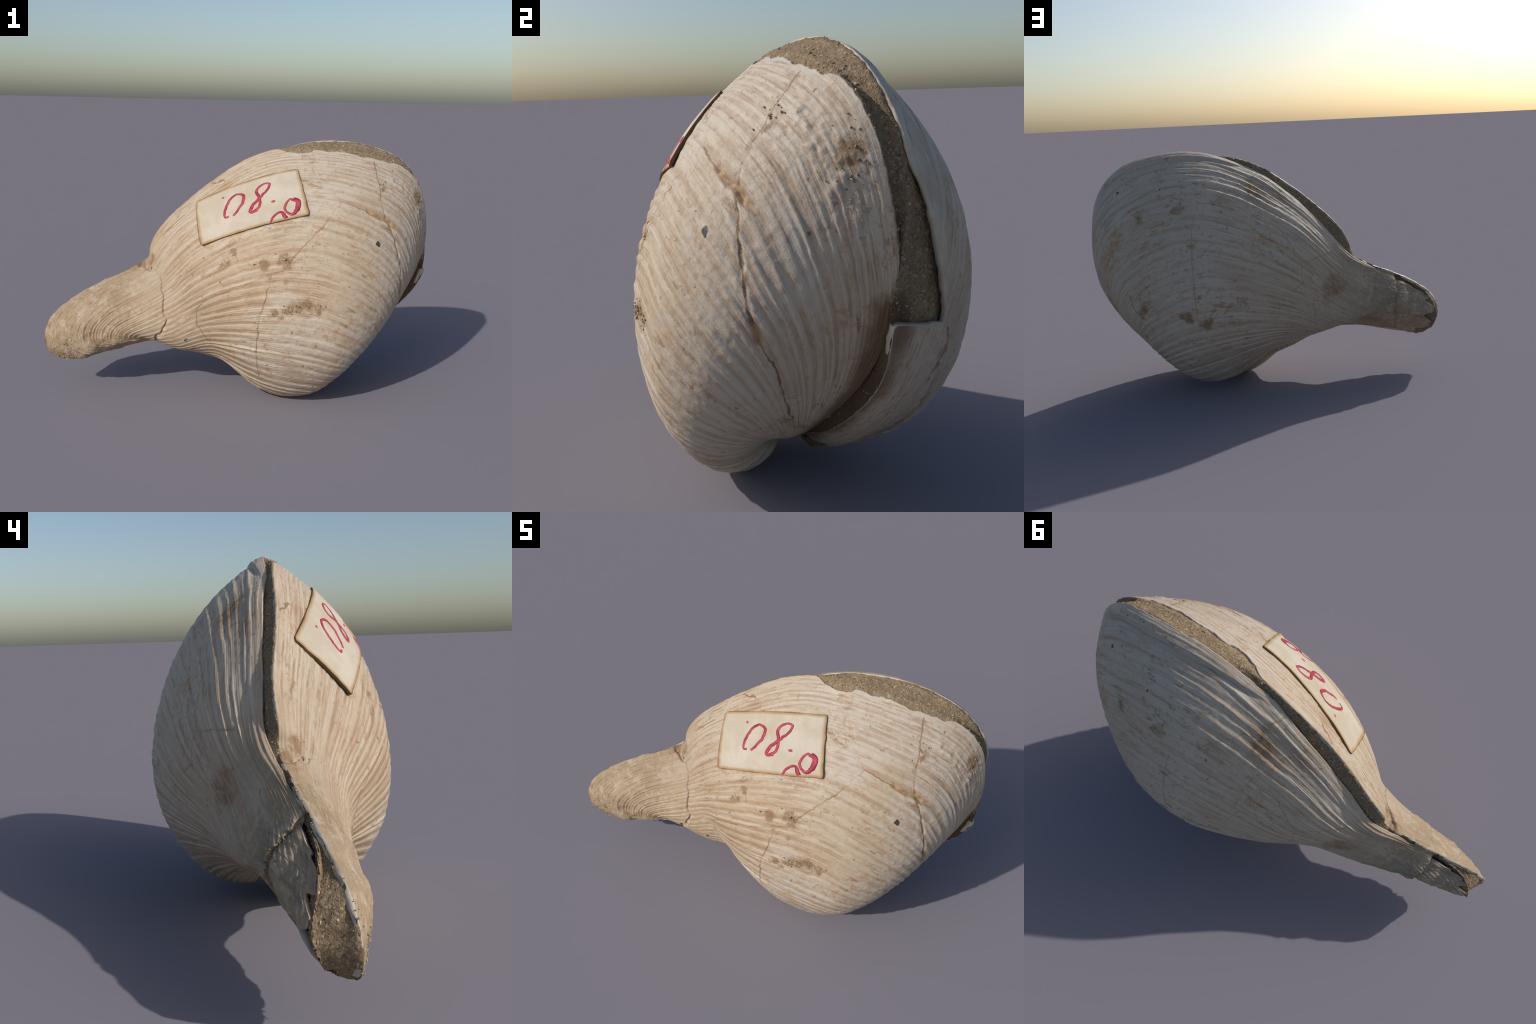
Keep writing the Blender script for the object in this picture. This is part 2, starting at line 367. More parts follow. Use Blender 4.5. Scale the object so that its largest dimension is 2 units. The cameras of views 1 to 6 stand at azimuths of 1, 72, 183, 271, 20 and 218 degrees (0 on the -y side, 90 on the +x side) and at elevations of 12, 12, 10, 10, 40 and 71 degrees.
    colour = N.mix(N.math("MULTIPLY", rost, 0.85), colour, (.315, .225, .135))
    mottle = N.ramp(N.noise(N.obj, 20.0, 5.0, 0.75), 0.50, 0.60)
    colour = N.mix(N.math("MULTIPLY", N.math("MULTIPLY", N.ramp(x, -0.36, -0.60), mottle), 0.55), colour, (.47, .40, .31))
    sand = N.ramp(N.noise(N.obj, 55.0, 4.0, 0.75), 0.50, 0.66)
    tip = N.math("MULTIPLY", N.ramp(x, -0.38, -0.85), N.ramp(N.noise(N.obj, 11.0, 4.0, 0.6), 0.36, 0.56))
    colour = N.mix(N.math("MULTIPLY", N.math("MULTIPLY", tip, sand), 0.8), colour, (.22, .165, .105))
    # adhering earth
    warp = N.vec("ADD", N.obj, N.vec("SCALE", N.vec("SUBTRACT", N.node("ShaderNodeTexNoise", Vector=N.obj, Scale=9.0, Detail=5.0, Roughness=0.7).outputs["Color"], (.5, .5, .5)), scale=0.16))
    earth = N.most([N.blob(c, r, warp) for c, r in dirt])
    colour = N.mix(N.math("MULTIPLY", earth, N.ramp(fine, 0.34, 0.54, 0.25, 1.0)), colour, (.25, .155, .08))
    if rust:
        red = N.most([N.blob(c, r, warp) for c, r in rust])
        colour = N.mix(N.math("MULTIPLY", red, N.ramp(fine, 0.40, 0.62, 0.1, 0.8)), colour, OCHRE)
    colour = N.mix(N.math("MULTIPLY", seam_stain(N, 0.025, 0.075), 0.92), colour, (.15, .088, .043))
    # cracks
    jag = N.vec("ADD", N.obj, N.vec("SCALE", N.vec("SUBTRACT", N.node("ShaderNodeTexNoise", Vector=N.obj, Scale=30.0, Detail=3.0).outputs["Color"], (.5, .5, .5)), scale=0.022))
    cd = crack_distance(N, jag, cracks)
    colour = N.mix(N.math("MULTIPLY", N.ramp(cd, 0.0045, 0.0015), N.ramp(N.noise(N.obj, 8.0), 0.35, 0.6, 0.12, crack_amount)), colour, (.24, .135, .065))
    colour = N.mix(N.ramp(crack_distance(N, jag, open_cracks), 0.0046, 0.0018, 0.0, 0.8), colour, (.22, .125, .06))
    gd = crack_distance(N, jag, gouges)
    colour = N.mix(N.ramp(gd, 0.016, 0.008, 0.0, 0.9), colour, (.36, .23, .12))
    if pen:
        colour = N.mix(N.ramp(crack_distance(N, jag, pen), 0.0040, 0.0018, 0.0, 0.5), colour, (.16, .24, .28))
    if spots:
        tiny = N.vec("ADD", N.obj, N.vec("SCALE", N.vec("SUBTRACT", N.node("ShaderNodeTexNoise", Vector=N.obj, Scale=70.0, Detail=3.0).outputs["Color"], (.5, .5, .5)), scale=0.022))
        black = N.most([N.ramp(N.vec("DISTANCE", tiny, c), r, r * 0.75) for c, r in spots])
        colour = N.mix(N.math("MULTIPLY", black, 0.95), colour, SOOT)
    N.put(N.bsdf.inputs["Base Color"], colour)
    N.put(N.bsdf.inputs["Roughness"], N.ramp(fine, 0.3, 0.7, 0.50, 0.72))
    N.put(N.bsdf.inputs["Specular IOR Level"], 0.35)
    lines = N.noise(along(130.0, 5.0), 1.0, 3.0, 0.65)
    h = N.math("MULTIPLY_ADD", lines, 0.9, N.math("MULTIPLY_ADD", N.noise(N.obj, 90.0, 4.0, 0.7), 0.55, N.math("MULTIPLY", dot, -0.3)))
    N.put(N.bsdf.inputs["Normal"], N.bump(h, 0.6, 0.0045))
    return N.mat


def rim_material():
    N = Nodes("broken_shell_white")
    n = N.noise(N.obj, 14.0, 4.0)
    colour = N.mix(N.ramp(n, 0.35, 0.65), (.50, .44, .365), (.44, .37, .285))
    stain = N.ramp(N.noise(N.obj, 9.0, 5.0, 0.7), 0.52, 0.68)
    colour = N.mix(N.math("MULTIPLY", stain, 0.7), colour, (.36, .24, .14))
    N.put(N.bsdf.inputs["Base Color"], colour)
    N.put(N.bsdf.inputs["Roughness"], 0.5)
    N.put(N.bsdf.inputs["Normal"], N.bump(N.noise(N.obj, 60.0, 4.0), 0.5, 0.004))
    return N.mat


def sediment_material():
    N = Nodes("sandy_sediment")
    cell = N.node("ShaderNodeTexVoronoi", Vector=N.obj, Scale=170.0, Randomness=1.0)
    c = N.node("ShaderNodeSeparateColor", Color=cell.outputs["Color"]).outputs
    broad = N.noise(N.obj, 6.0, 4.0)
    colour = N.mix(N.ramp(broad, 0.35, 0.65), (.30, .215, .13), (.235, .17, .105))
    colour = N.mix(N.ramp(c[0], 0.30, 0.0, 0.0, 0.7), colour, (.11, .085, .06))
    colour = N.mix(N.ramp(c[1], 0.82, 0.95, 0.0, 0.7), colour, (.44, .36, .26))
    colour = N.mix(N.ramp(c[2], 0.96, 0.98, 0.0, 0.6), colour, (.38, .19, .08))
    colour = N.mix(N.math("MULTIPLY", seam_stain(N, 0.03, 0.08), 0.85), colour, (.10, .062, .035))
    fine = N.noise(N.obj, 170.0, 3.0, 0.7)
    colour = N.mix(N.ramp(fine, 0.50, 0.68, 0.0, 0.6), colour, (.12, .09, .06))
    N.put(N.bsdf.inputs["Base Color"], colour)
    N.put(N.bsdf.inputs["Roughness"], 0.9)
    N.put(N.bsdf.inputs["Specular IOR Level"], 0.15)
    h = N.math("MULTIPLY_ADD", fine, 0.6, N.math("MULTIPLY", N.noise(N.obj, 60.0, 4.0, 0.7), 1.0))
    N.put(N.bsdf.inputs["Normal"], N.bump(h, 0.9, 0.008))
    return N.mat


def grain_material(name, a, b):
    N = Nodes(name)
    cell = N.node("ShaderNodeTexVoronoi", Vector=N.obj, Scale=60.0)
    c = N.node("ShaderNodeSeparateColor", Color=cell.outputs["Color"]).outputs
    N.put(N.bsdf.inputs["Base Color"], N.mix(c[0], a, b))
    N.put(N.bsdf.inputs["Roughness"], 0.7)
    return N.mat


def paper_material():
    N = Nodes("old_paper")
    frame = N.node("ShaderNodeAttribute")
    frame.attribute_name = "edge_distance"
    colour = N.mix(N.ramp(N.noise(N.obj, 9.0, 4.0), 0.35, 0.65), (.52, .462, .378), (.465, .40, .308))
    blot = N.ramp(N.noise(N.obj, 16.0, 5.0, 0.65), 0.55, 0.72)
    colour = N.mix(N.math("MULTIPLY", blot, 0.55), colour, (.47, .33, .17))
    fibre = N.ramp(N.noise(N.obj, 160.0, 3.0), 0.60, 0.75)
    colour = N.mix(N.math("MULTIPLY", fibre, 0.3), colour, (.40, .30, .19))
    worn = N.math("MULTIPLY_ADD", N.noise(N.obj, 14.0, 3.0, 0.5), 0.014, frame.outputs["Fac"])
    colour = N.mix(N.ramp(worn, 0.030, 0.010), colour, (.36, .23, .11))
    colour = N.mix(N.ramp(worn, 0.0125, 0.0065, 0.0, 0.8), colour, (.10, .062, .035))
    N.put(N.bsdf.inputs["Base Color"], colour)
    N.put(N.bsdf.inputs["Roughness"], 0.8)
    N.put(N.bsdf.inputs["Specular IOR Level"], 0.2)
    N.put(N.bsdf.inputs["Normal"], N.bump(N.noise(N.obj, 60.0, 4.0), 0.25, 0.004))
    return N.mat


def ink_material():
    N = Nodes("red_ink")
    n = N.noise(N.obj, 28.0, 4.0, 0.6)
    N.put(N.bsdf.inputs["Base Color"], N.mix(N.ramp(n, 0.35, 0.65), (.27, .012, .035), (.42, .055, .085)))
    N.put(N.bsdf.inputs["Roughness"], 0.65)
    return N.mat


# ------------------------------------------------------------------- valves
class Loft:
    """Smooth valve surface over u (growth, 0 = margin) and v (round the margin)."""

    def __init__(self, sections, outward):
        self.P = np.array(sections, float)
        self.P = np.concatenate([self.P, self.P[:, :1]], 1)  # close the loop at the hinge
        self.J, self.I = self.P.shape[:2]
        u = np.linspace(0, self.J - 1, 600)
        mid = spline_weights(self.J, u) @ np.einsum("jix,i->jx", self.P, spline_weights(self.I, [8.0])[0])
        self.u_tab = u
        self.g_tab = np.concatenate([[0], np.cumsum(np.linalg.norm(np.diff(mid, axis=0), axis=1))])
        self.sign = 1.0
        p, n = self.at(np.array([[2.0]]), np.array([8.0]), normal=True)
        if n[0, 0] @ np.array(outward) < 0:
            self.sign = -1.0

    def at(self, u, v, normal=False):
        """u (rows, cols), v (cols)"""
        Wv = spline_weights(self.I, v)
        col = np.einsum("jix,ci->cjx", self.P, Wv)
        rows, cols = u.shape

        def ev(uu):
            W = spline_weights(self.J, np.clip(uu, 0, self.J - 1).ravel()).reshape(rows, cols, self.J)
            return np.einsum("rcj,cjx->rcx", W, col)
        S = ev(u)
        if not normal:
            return S
        e = 0.02
        du = ev(u + e) - ev(u - e)
        col2 = np.einsum("jix,ci->cjx", self.P, spline_weights(self.I, np.clip(v + e, 0, self.I - 1)) - spline_weights(self.I, np.clip(v - e, 0, self.I - 1)))
        W = spline_weights(self.J, np.clip(u, 0, self.J - 1).ravel()).reshape(rows, cols, self.J)
        dv = np.einsum("rcj,cjx->rcx", W, col2)
        return S, unit(np.cross(du, dv)) * self.sign

    def columns(self, n):
        v = np.linspace(0, self.I - 1, 1200)
        a = self.at(np.full((1, 1200), 0.0), v)[0]
        b = self.at(np.full((1, 1200), 1.5), v)[0]
        step = np.linalg.norm(np.diff(a, axis=0), axis=1) + np.linalg.norm(np.diff(b, axis=0), axis=1)
        s = np.concatenate([[0], np.cumsum(step)])
        return np.interp(np.linspace(0, s[-1], n), s, v)

    def rows(self, n):
        return np.interp(np.linspace(0, self.g_tab[-1], n), self.g_tab, self.u_tab)

    def growth(self, u):
        return np.interp(u, self.u_tab, self.g_tab)


def rib_table(total, seed, near, far, wide=0.35):
    """Relief along growth: irregular ridges, steep towards the margin."""
    rng = np.random.default_rng(seed)
    s = np.linspace(0, total, 6000)
    h = np.zeros_like(s)
    c = 0.01
    while c < total:
        gap = (near + (far - near) * float(smooth(0.05, wide, c))) * rng.uniform(0.65, 1.4)
        gap *= 1 - 0.45 * float(smooth(total * 0.72, total, c))
        a = rng.uniform(0.55, 1.25)
        t = (s - c) / gap
        h += a * np.where(t < 0, np.exp(-(t / 0.20) ** 2), np.exp(-(t / 0.42) ** 2))
        c += gap
    h -= h.mean()
    return s, h / np.abs(h).max()


def build_valve(loft, open_cracks, trim, bevel, thickness, rough, relief, cracks, gouges, worn, swell, chips, rows, cols, seed):
    v = loft.columns(cols)
    u0 = np.interp(v, *trim)
    broken = smooth(0.015, 0.05, u0)
    jag = noise3(np.stack([v * 9, v * 0, v * 0 + seed], 1), seed) * 0.014 + noise3(np.stack([v * 34, v * 0, v * 0 + seed], 1), seed) * 0.006
    chipped = smooth(13.1, 13.6, v) * smooth(17.2, 16.6, v)
    u0 = u0 + chipped * chips * np.clip(0.06 + 0.14 * noise3(np.stack([v * 3.1, v * 0, v * 0 + seed], 1), seed + 2) + 0.05 * noise3(np.stack([v * 11, v * 0, v * 0], 1), seed + 3), 0, 1)
    u0 = np.clip(u0 + broken * jag + 0.006 * noise3(np.stack([v * 14, v * 0, v * 0], 1), seed + 5) + 0.006, 0, 5)
    base = loft.rows(rows)
    tau = base / base[-1]
    u = u0[None, :] + (loft.J - 1 - u0[None, :]) * tau[:, None]
    S, n = loft.at(u, v, True)
    V = np.broadcast_to(v[None, :], u.shape)
    g = loft.growth(u)
    # ribs fade where the growth lines crowd towards the hinge
    open_ = np.linalg.norm(np.gradient(S, axis=0), axis=-1) / (np.gradient(g, axis=0) + 1e-6)
    h = relief(S, u, V, g, np.clip(open_ * 1.15, 0.12, 1.0))
    flat = S.reshape(-1, 3)
    wob = flat + 0.011 * np.stack([noise3(flat * 30, 91), noise3(flat * 30, 92), noise3(flat * 30, 93)], 1)
    cd = distance_to_polylines(wob, [[k[0] for k in line] for line in cracks]).reshape(u.shape)
    gd = distance_to_polylines(wob, [[k[0] for k in line] for line in gouges]).reshape(u.shape)
    h = h - 0.0022 * np.exp(-(cd / 0.0035) ** 2) + 0.0012 * np.exp(-((cd - 0.009) / 0.005) ** 2) * noise3(S * 20, 3)
    od = distance_to_polylines(wob, [[k[0] for k in line] for line in open_cracks]).reshape(u.shape)
    h = h - 0.0038 * np.exp(-(od / 0.0042) ** 2)
    h = h - 0.009 * np.exp(-(gd / 0.009) ** 2) * (1 + 0.6 * noise3(S * 70, 4))
    edge = smooth(0, 0.03, g - loft.growth(u0)[None, :])
    outer = S + n * (h * (0.15 + 0.85 * edge))[..., None] + swell(S, u, V, n)
    # rim: down the broken or natural edge, then inside along the shell
    u_in = np.clip(u0 + np.interp(v, *bevel), 0, 5)
    thick = np.interp(v, *thickness)
    inner = []
    for k, (step, depth) in enumerate(((0.0, 0.45), (0.0, 1.0), (0.10, 1.15), (0.3, 1.15))):
        ui = (u_in if k else u0 + (u_in - u0) * 0.5)[None, :] + step
        Si, ni = loft.at(ui, v, True)
        d = thick * depth * (1 + rough * noise3(Si[0] * 45, seed + 8))
        inner.append(Si - ni * d[None, :, None] + swell(Si, ui, v[None, :], ni))
    grid = np.concatenate([np.concatenate(inner[::-1]), outer])
    k = len(inner)
    R, Cc = grid.shape[:2]
    idx = np.arange(R * Cc).reshape(R, Cc)
    q = np.stack([idx[:-1, :-1], idx[:-1, 1:], idx[1:, 1:], idx[1:, :-1]], -1).reshape(-1, 4)
    slot = np.zeros((R - 1, Cc - 1), int)
    slot[:k] = 1
    white = u < np.interp(v, *worn)[None, :] + 0.05 * fractal(S * 11, 3, seed + 40)
    slot[k:] = white[:-1, :-1]
    grow = np.concatenate([np.repeat(g[:1], k, 0), g])
    if loft.sign > 0:
        q = q[:, ::-1]
    groove = np.concatenate([np.zeros((k, Cc)), GROOVE["depth"]])
    return grid.reshape(-1, 3), q, slot.ravel(), grow.ravel(), groove.ravel()


def split_and_add(verts, quads, slots, grow, groove, outline, names, mats, parent, gap):
    """Part the valve along a side-view crack outline into body and fragment."""
    pts = [np.array((x, 0.0, z)) for x, z in outline]
    flat = verts.copy()
    flat[:, 1] = 0
    wob = flat + 0.010 * np.stack([noise3(verts * 24, 71), flat[:, 1], noise3(verts * 24, 73)], 1)
    poly = outline + [(-3.0, outline[-1][1] - 2.0), (-3.0, outline[0][1])]
    d = distance_to_polylines(wob, [[tuple(p) for p in pts]], 0.1)
    inside = inside_polygon(wob[:, 0], wob[:, 2], poly)
    face_in = inside[quads].sum(1) >= 2
    # V-shaped gap
    side = unit(verts - np.array([-0.45, verts[:, 1].mean() * 0 - 0.06, 0.47]))
    notch = np.exp(-((flat - np.array([-.50, 0, .668])) ** 2).sum(1) / 0.05 ** 2)
    core = np.exp(-(d / (gap[0] * (1 + 0.9 * notch))) ** 2) * (1 + 0.8 * notch)
    verts = verts - side * (core * gap[1])[:, None]
    me = new_mesh("whole", verts, quads, [])
    normals = np.zeros(len(verts) * 3, np.float32)
    me.vertex_normals.foreach_get("vector", normals)
    normals = normals.reshape(-1, 3)
    bpy.data.meshes.remove(me)
    made = []
    for name, mask in zip(names, (~face_in, face_in)):
        used = np.unique(quads[mask])
        remap = np.full(len(verts), -1)
        remap[used] = np.arange(len(used))
        m = new_mesh(name, verts[used], remap[quads[mask]], mats, slots[mask], {"growth": grow[used], "groove": groove[used]}, normals[used])
        made.append(add_object(name, m, parent))
    return made


left, right = Loft(LEFT, (0, -1, 0)), Loft(RIGHT, (0, 1, 0))


def surface_tree(loft, rows=170, cols=260):
    u = np.broadcast_to(np.linspace(0, 5, rows)[:, None], (rows, cols))
    p = loft.at(u, np.linspace(0, loft.I - 1, cols)).reshape(-1, 3)
    f = [(r * cols + c, r * cols + c + 1, (r + 1) * cols + c + 1, (r + 1) * cols + c) for r in range(rows - 1) for c in range(cols - 1)]
    return BVHTree.FromPolygons([Vector(q) for q in p], f)


LEFT_TREE, RIGHT_TREE = surface_tree(left), surface_tree(right)


def drape(lines, tree, side):
    """Refine polylines and lay them onto a valve."""
    out = []
    for line in lines:
        pts = [np.array(line[0], float)]
        for a, b in zip(line[:-1], line[1:]):
            a, b = np.array(a, float), np.array(b, float)
            k = max(1, int(np.linalg.norm(b - a) / 0.06))
            pts += [a + (b - a) * (i + 1) / k for i in range(k)]
        knots = []
        for p in pts:
            co, n, _, _ = tree.find_nearest(Vector(p))
            n = np.array(n)
            knots.append((np.array(co), n if n[1] * side > 0 else -n))
        out.append(knots)
    return out


PEN_MARKS = drape(PEN_MARKS, LEFT_TREE, -1)
LEFT_CRACKS, LEFT_GOUGES = drape(LEFT_CRACKS, LEFT_TREE, -1), drape(LEFT_GOUGES, LEFT_TREE, -1)
LEFT_OPEN = [[(.72, -.26, 1.0), (.74, -.27, .95), (.79, -.28, .82), (.81, -.27, .7), (.82, -.26, .63), (.82, -.21, .54), (.77, -.17, .44), (.68, -.12, .33)]]
RIGHT_OPEN = [RIGHT_CRACKS[5], RIGHT_CRACKS[4]]
LEFT_OPEN, RIGHT_OPEN = drape(LEFT_OPEN, LEFT_TREE, -1), drape(RIGHT_OPEN, RIGHT_TREE, 1)
RIGHT_CRACKS, RIGHT_GOUGES = drape(RIGHT_CRACKS, RIGHT_TREE, 1), drape(RIGHT_GOUGES, RIGHT_TREE, 1)

root = bpy.data.objects.new("fossil_clam_shell", None)
bpy.context.scene.collection.objects.link(root)
root["label"] = "fossil clam shell with pointed rostrum, sandy filling and paper label"
root["category"] = "fossil shell"

ribs_l = rib_table(left.g_tab[-1], 3, 0.019, 0.043)
ribs_r = rib_table(right.g_tab[-1], 11, 0.020, 0.048)


GROOVE = {}


def shared_relief(S, u, v, g, table, amount, open_):
    warp = 0.006 * fractal(S * 4, 2, 31) + 0.002 * noise3(S * 22, 33)
    rib = np.interp(g + warp, *table)
    GROOVE["depth"] = smooth(-0.05, -0.42, rib) * (0.3 + 0.7 * np.clip(open_, 0, 1))
    local = 0.75 + 0.35 * fractal(S * 4, 2, 41)
    h = 0.0043 * rib * amount * local * open_
    # fine striae between the ribs
    fine = np.sin((g + warp * 1.5) * 2 * math.pi / 0.0125 + 2 * noise3(S * 12, 51))
    h = h + 0.0010 * open_ * fine * np.clip(0.4 + fractal(S * 6, 2, 52), 0, 1)
    # lamellae crowding on the rostrum
    ros = smooth(13.0, 14.3, v) * smooth(2.6, 1.2, u) * smooth(-0.38, -0.6, S[..., 0])
    lam = np.interp(np.mod((g + 0.006 * noise3(S * 14, 61)) / 0.027, 1.0), [0, 0.25, 1], [0, 1, 0])
    h = h + ros * (0.0075 * lam * np.clip(0.55 + 0.7 * noise3(S * 9, 62), 0, 1.2) + 0.0070 * fractal(S * 26, 3, 63) + 0.0075 * fractal(S * 11, 2, 64) * smooth(-0.55, -0.72, S[..., 0]))
    h = h + 0.0035 * fractal(S * 3.2, 3, 21) + 0.0008 * noise3(S * 55, 24)
    return h


def left_relief(S, u, v, g, open_):
    amount = 0.45 + 0.65 * smooth(0.25, 0.9, u)
    amount = amount * (1 - 0.15 * smooth(7.6, 6.4, v)) + 0.35 * smooth(9.3, 10.5, v) * smooth(13.2, 12.2, v)
    # ribs are levelled where the label was glued on
    dx, dz = S[..., 0] + 0.228, S[..., 2] - 1.014
    det = 0.521 * -0.20 - 0.187 * 0.055
    ls, lt = (dx * -0.20 - dz * 0.055) / det, (0.521 * dz - 0.187 * dx) / det
    under = smooth(0.62, 0.52, np.abs(ls - 0.5)) * smooth(0.66, 0.52, np.abs(lt - 0.5))
    amount = amount * (1 - 0.75 * under)
    h = shared_relief(S, u, v, g, ribs_l, amount, open_)
    # weathered, pimpled front
    front = smooth(7.6, 6.4, v) * smooth(3.2, 1.2, u)
    bumps = np.clip(noise3(S * 62, 81) - 0.35, 0, 1)
    h = h + front * (0.0026 * bumps + 0.0008 * fractal(S * 22, 3, 82))
    crumbs = np.exp(-((u - 0.32) / 0.09) ** 2) * smooth(6.9, 6.3, v) * smooth(4.8, 5.4, v)
    return h + crumbs * 0.012 * np.clip(fractal(S * 48, 2, 83) + 0.15, 0, 1)


def right_relief(S, u, v, g, open_):
    rear = smooth(8.5, 9.4, v) * smooth(12.9, 12.2, v) * smooth(1.6, 1.2, u)
    amount = 0.50 + 0.65 * smooth(1.1, 1.9, u)
    h = shared_relief(S, u, v, g, ribs_r, amount * (1 - 0.6 * rear), open_)
    # a few crisp ledges crowd behind the rear rim
    uu = u + 0.035 * fractal(S * 6, 2, 45) + 0.05 * (v - 10.5) / 2
    for at, high, wide in ((.10, .5, .05), (.22, .9, .05), (.33, .6, .04), (.46, 1.0, .06), (.60, .5, .04), (.74, 1.0, .07), (.92, .8, .06), (1.06, .45, .05), (1.20, .7, .05)):
        t = (uu - at) / wide
        part = np.clip(0.75 + 0.6 * noise3(np.stack([v * 1.6, u * 0 + at * 30, u * 0], -1), 46), 0, 1.2)
        h = h + rear * 0.0062 * high * part * np.where(t < 0, np.exp(-(t / 0.45) ** 2), np.exp(-(t / 1.0) ** 2))
    # smooth lip along the upper rim, parted from the disc by a dirty groove
    lip = np.interp(v, [5.8, 6.3, 7.0, 7.8, 8.5, 9.0, 9.6], [.08, .12, .17, .22, .22, .17, .10])
    on = smooth(5.9, 6.4, v) * smooth(9.7, 9.2, v)
    off = u + 0.015 * noise3(S * 12, 85) - lip
    h = h + on * (0.007 * smooth(0.02, -0.03, off) - 0.009 * np.exp(-((off - 0.03) / 0.035) ** 2))
    broken_tip = smooth(-0.76, -0.80, S[..., 0])
    return h - broken_tip * (0.004 - 0.012 * fractal(S * 16, 3, 87))


def ball(S, centre, radius):
    return np.exp(-((S - np.array(centre)) ** 2).sum(-1) / radius ** 2)


def left_swell(S, u, v, n):
    knob = ball(S, (-.50, -.075, .665), 0.045) * (0.014 + 0.008 * fractal(S * 24, 3, 95))
    root = 0.018 * ball(S, (-.28, -.20, .30), 0.10)
    tip = -0.015 * ball(S, (-.93, -.20, .18), 0.07)
    return n * (knob + root + tip)[..., None]


def right_swell(S, u, v, n):
    lip = smooth(0.45, 0.05, u) * smooth(9.2, 10.0, v) * smooth(13.0, 12.3, v)
    tip = smooth(-0.82, -0.95, S[..., 0])
    out = 0.013 * lip - 0.002 * tip + 0.012 * tip * fractal(S * 13, 3, 96) + 0.011 * ball(S, (-.74, -.03, .46), 0.11)
    close = smooth(0.30, 0.0, u) * smooth(9.0, 9.6, v) * smooth(12.8, 12.4, v) * (0.010 + 0.005 * noise3(S * 9, 97))
    return n * out[..., None] - np.array([0, 1.0, 0]) * close[..., None]


WHITE_RIM = rim_material()
SEDIMENT = sediment_material()
LEFT_SHELL = shell_material("ribbed_shell_cream", LEFT_CRACKS, LEFT_OPEN, LEFT_GOUGES, 0.0,
    [((.684, -.335, .861), .016), ((.70, -.33, .885), .008), ((.24, -.425, .79), .012), ((.09, -.41, .76), .008), ((.41, -.345, 1.0), .007), ((-.26, -.25, .32), .009)],
    [((.60, -.425, .58), .03)],
    [((.33, -.46, .58), .055), ((.26, -.46, .56), .05), ((.19, -.46, .53), .045), ((.39, -.46, .56), .04), ((-.44, -.07, .69), .05), ((-.53, -.05, .665), .07),
     ((.24, -.425, .79), .05), ((.14, -.42, .77), .05), ((-.05, -.36, .74), .035), ((-.02, -.36, .80), .03), ((.93, -.05, 1.05), .06), ((.71, -.18, 1.12), .035), ((.30, -.33, .24), .10)], PEN_MARKS)
RIGHT_SHELL = shell_material("ribbed_shell_pale", RIGHT_CRACKS, RIGHT_OPEN, RIGHT_GOUGES, 0.5, [((.55, .233, 1.146), .007), ((.80, .17, 1.13), .010)],
    [((-.01, .285, .86), .05), ((.53, .36, .97), .035), ((.80, .33, .90), .09), ((.84, .30, .78), .09)],
    [((.45, .30, 1.04), .05), ((.05, .15, 1.13), .10), ((-.35, .10, .55), .10), ((.66, .33, 1.03), .05), ((.4, .47, .5), .05), ((.3, .47, .47), .05), ((.1, .44, .55), .04), ((.62, .41, .55), .06)], None, 0.6, 0.5)

LEFT_TRIM = ([0, 6.40, 6.50, 6.61, 6.71, 6.91, 7.26, 7.56, 7.82, 8.10, 8.16, 8.23, 8.42, 8.58, 8.68, 8.73, 19], [0, 0, .005, .025, .06, .075, .08, .07, .08, .065, .12, .15, .14, .10, .02, 0, 0])
RIGHT_TRIM = ([0, 3.87, 3.92, 4.08, 4.33, 4.42, 4.73, 4.95, 5.18, 5.45, 5.65, 5.72, 14.6, 14.9, 15.4, 16.2, 16.5, 19], [0, 0, .08, .55, 1.05, .98, .68, .48, .35, .18, .02, 0, 0, .08, .13, .12, 0, 0])
RIGHT_BEVEL = ([0, 19], [0, 0])
NO_BEVEL = ([0, 19], [0, 0])
LEFT_WORN = ([0, 6.6, 6.8, 8.1, 8.25, 8.55, 8.68, 19], [-1, -1, .11, .12, .19, .16, -1, -1])
RIGHT_WORN = ([0, 4.25, 4.4, 4.65, 5.12, 5.52, 6.0, 6.18, 6.98, 7.5, 19], [-1, -1, 1.04, .84, .66, .52, .45, .30, .12, -1, -1])

lv = build_valve(left, LEFT_OPEN, LEFT_TRIM, NO_BEVEL, ([0, 6.6, 7.2, 8.6, 9, 13, 15, 17, 19], [.012, .012, .016, .016, .013, .012, .018, .016, .010]), 0.25, left_relief, LEFT_CRACKS, LEFT_GOUGES, LEFT_WORN, left_swell, 0.35, 560, 700, 1)
rv = build_valve(right, RIGHT_OPEN, RIGHT_TRIM, RIGHT_BEVEL, ([0, 3.0, 3.4, 5.5, 8.5, 13, 15, 17, 19], [.014, .016, .022, .010, .007, .012, .016, .016, .010]), 0.25, right_relief, RIGHT_CRACKS, RIGHT_GOUGES, RIGHT_WORN, right_swell, 1.0, 560, 700, 2)
split_and_add(*lv, LEFT_BREAK, ("valve", "rostrum_fragment"), [LEFT_SHELL, WHITE_RIM], root, (0.0055, 0.013))
split_and_add(*rv, RIGHT_BREAK, ("valve", "rostrum_fragment"), [RIGHT_SHELL, WHITE_RIM], root, (0.009, 0.024))

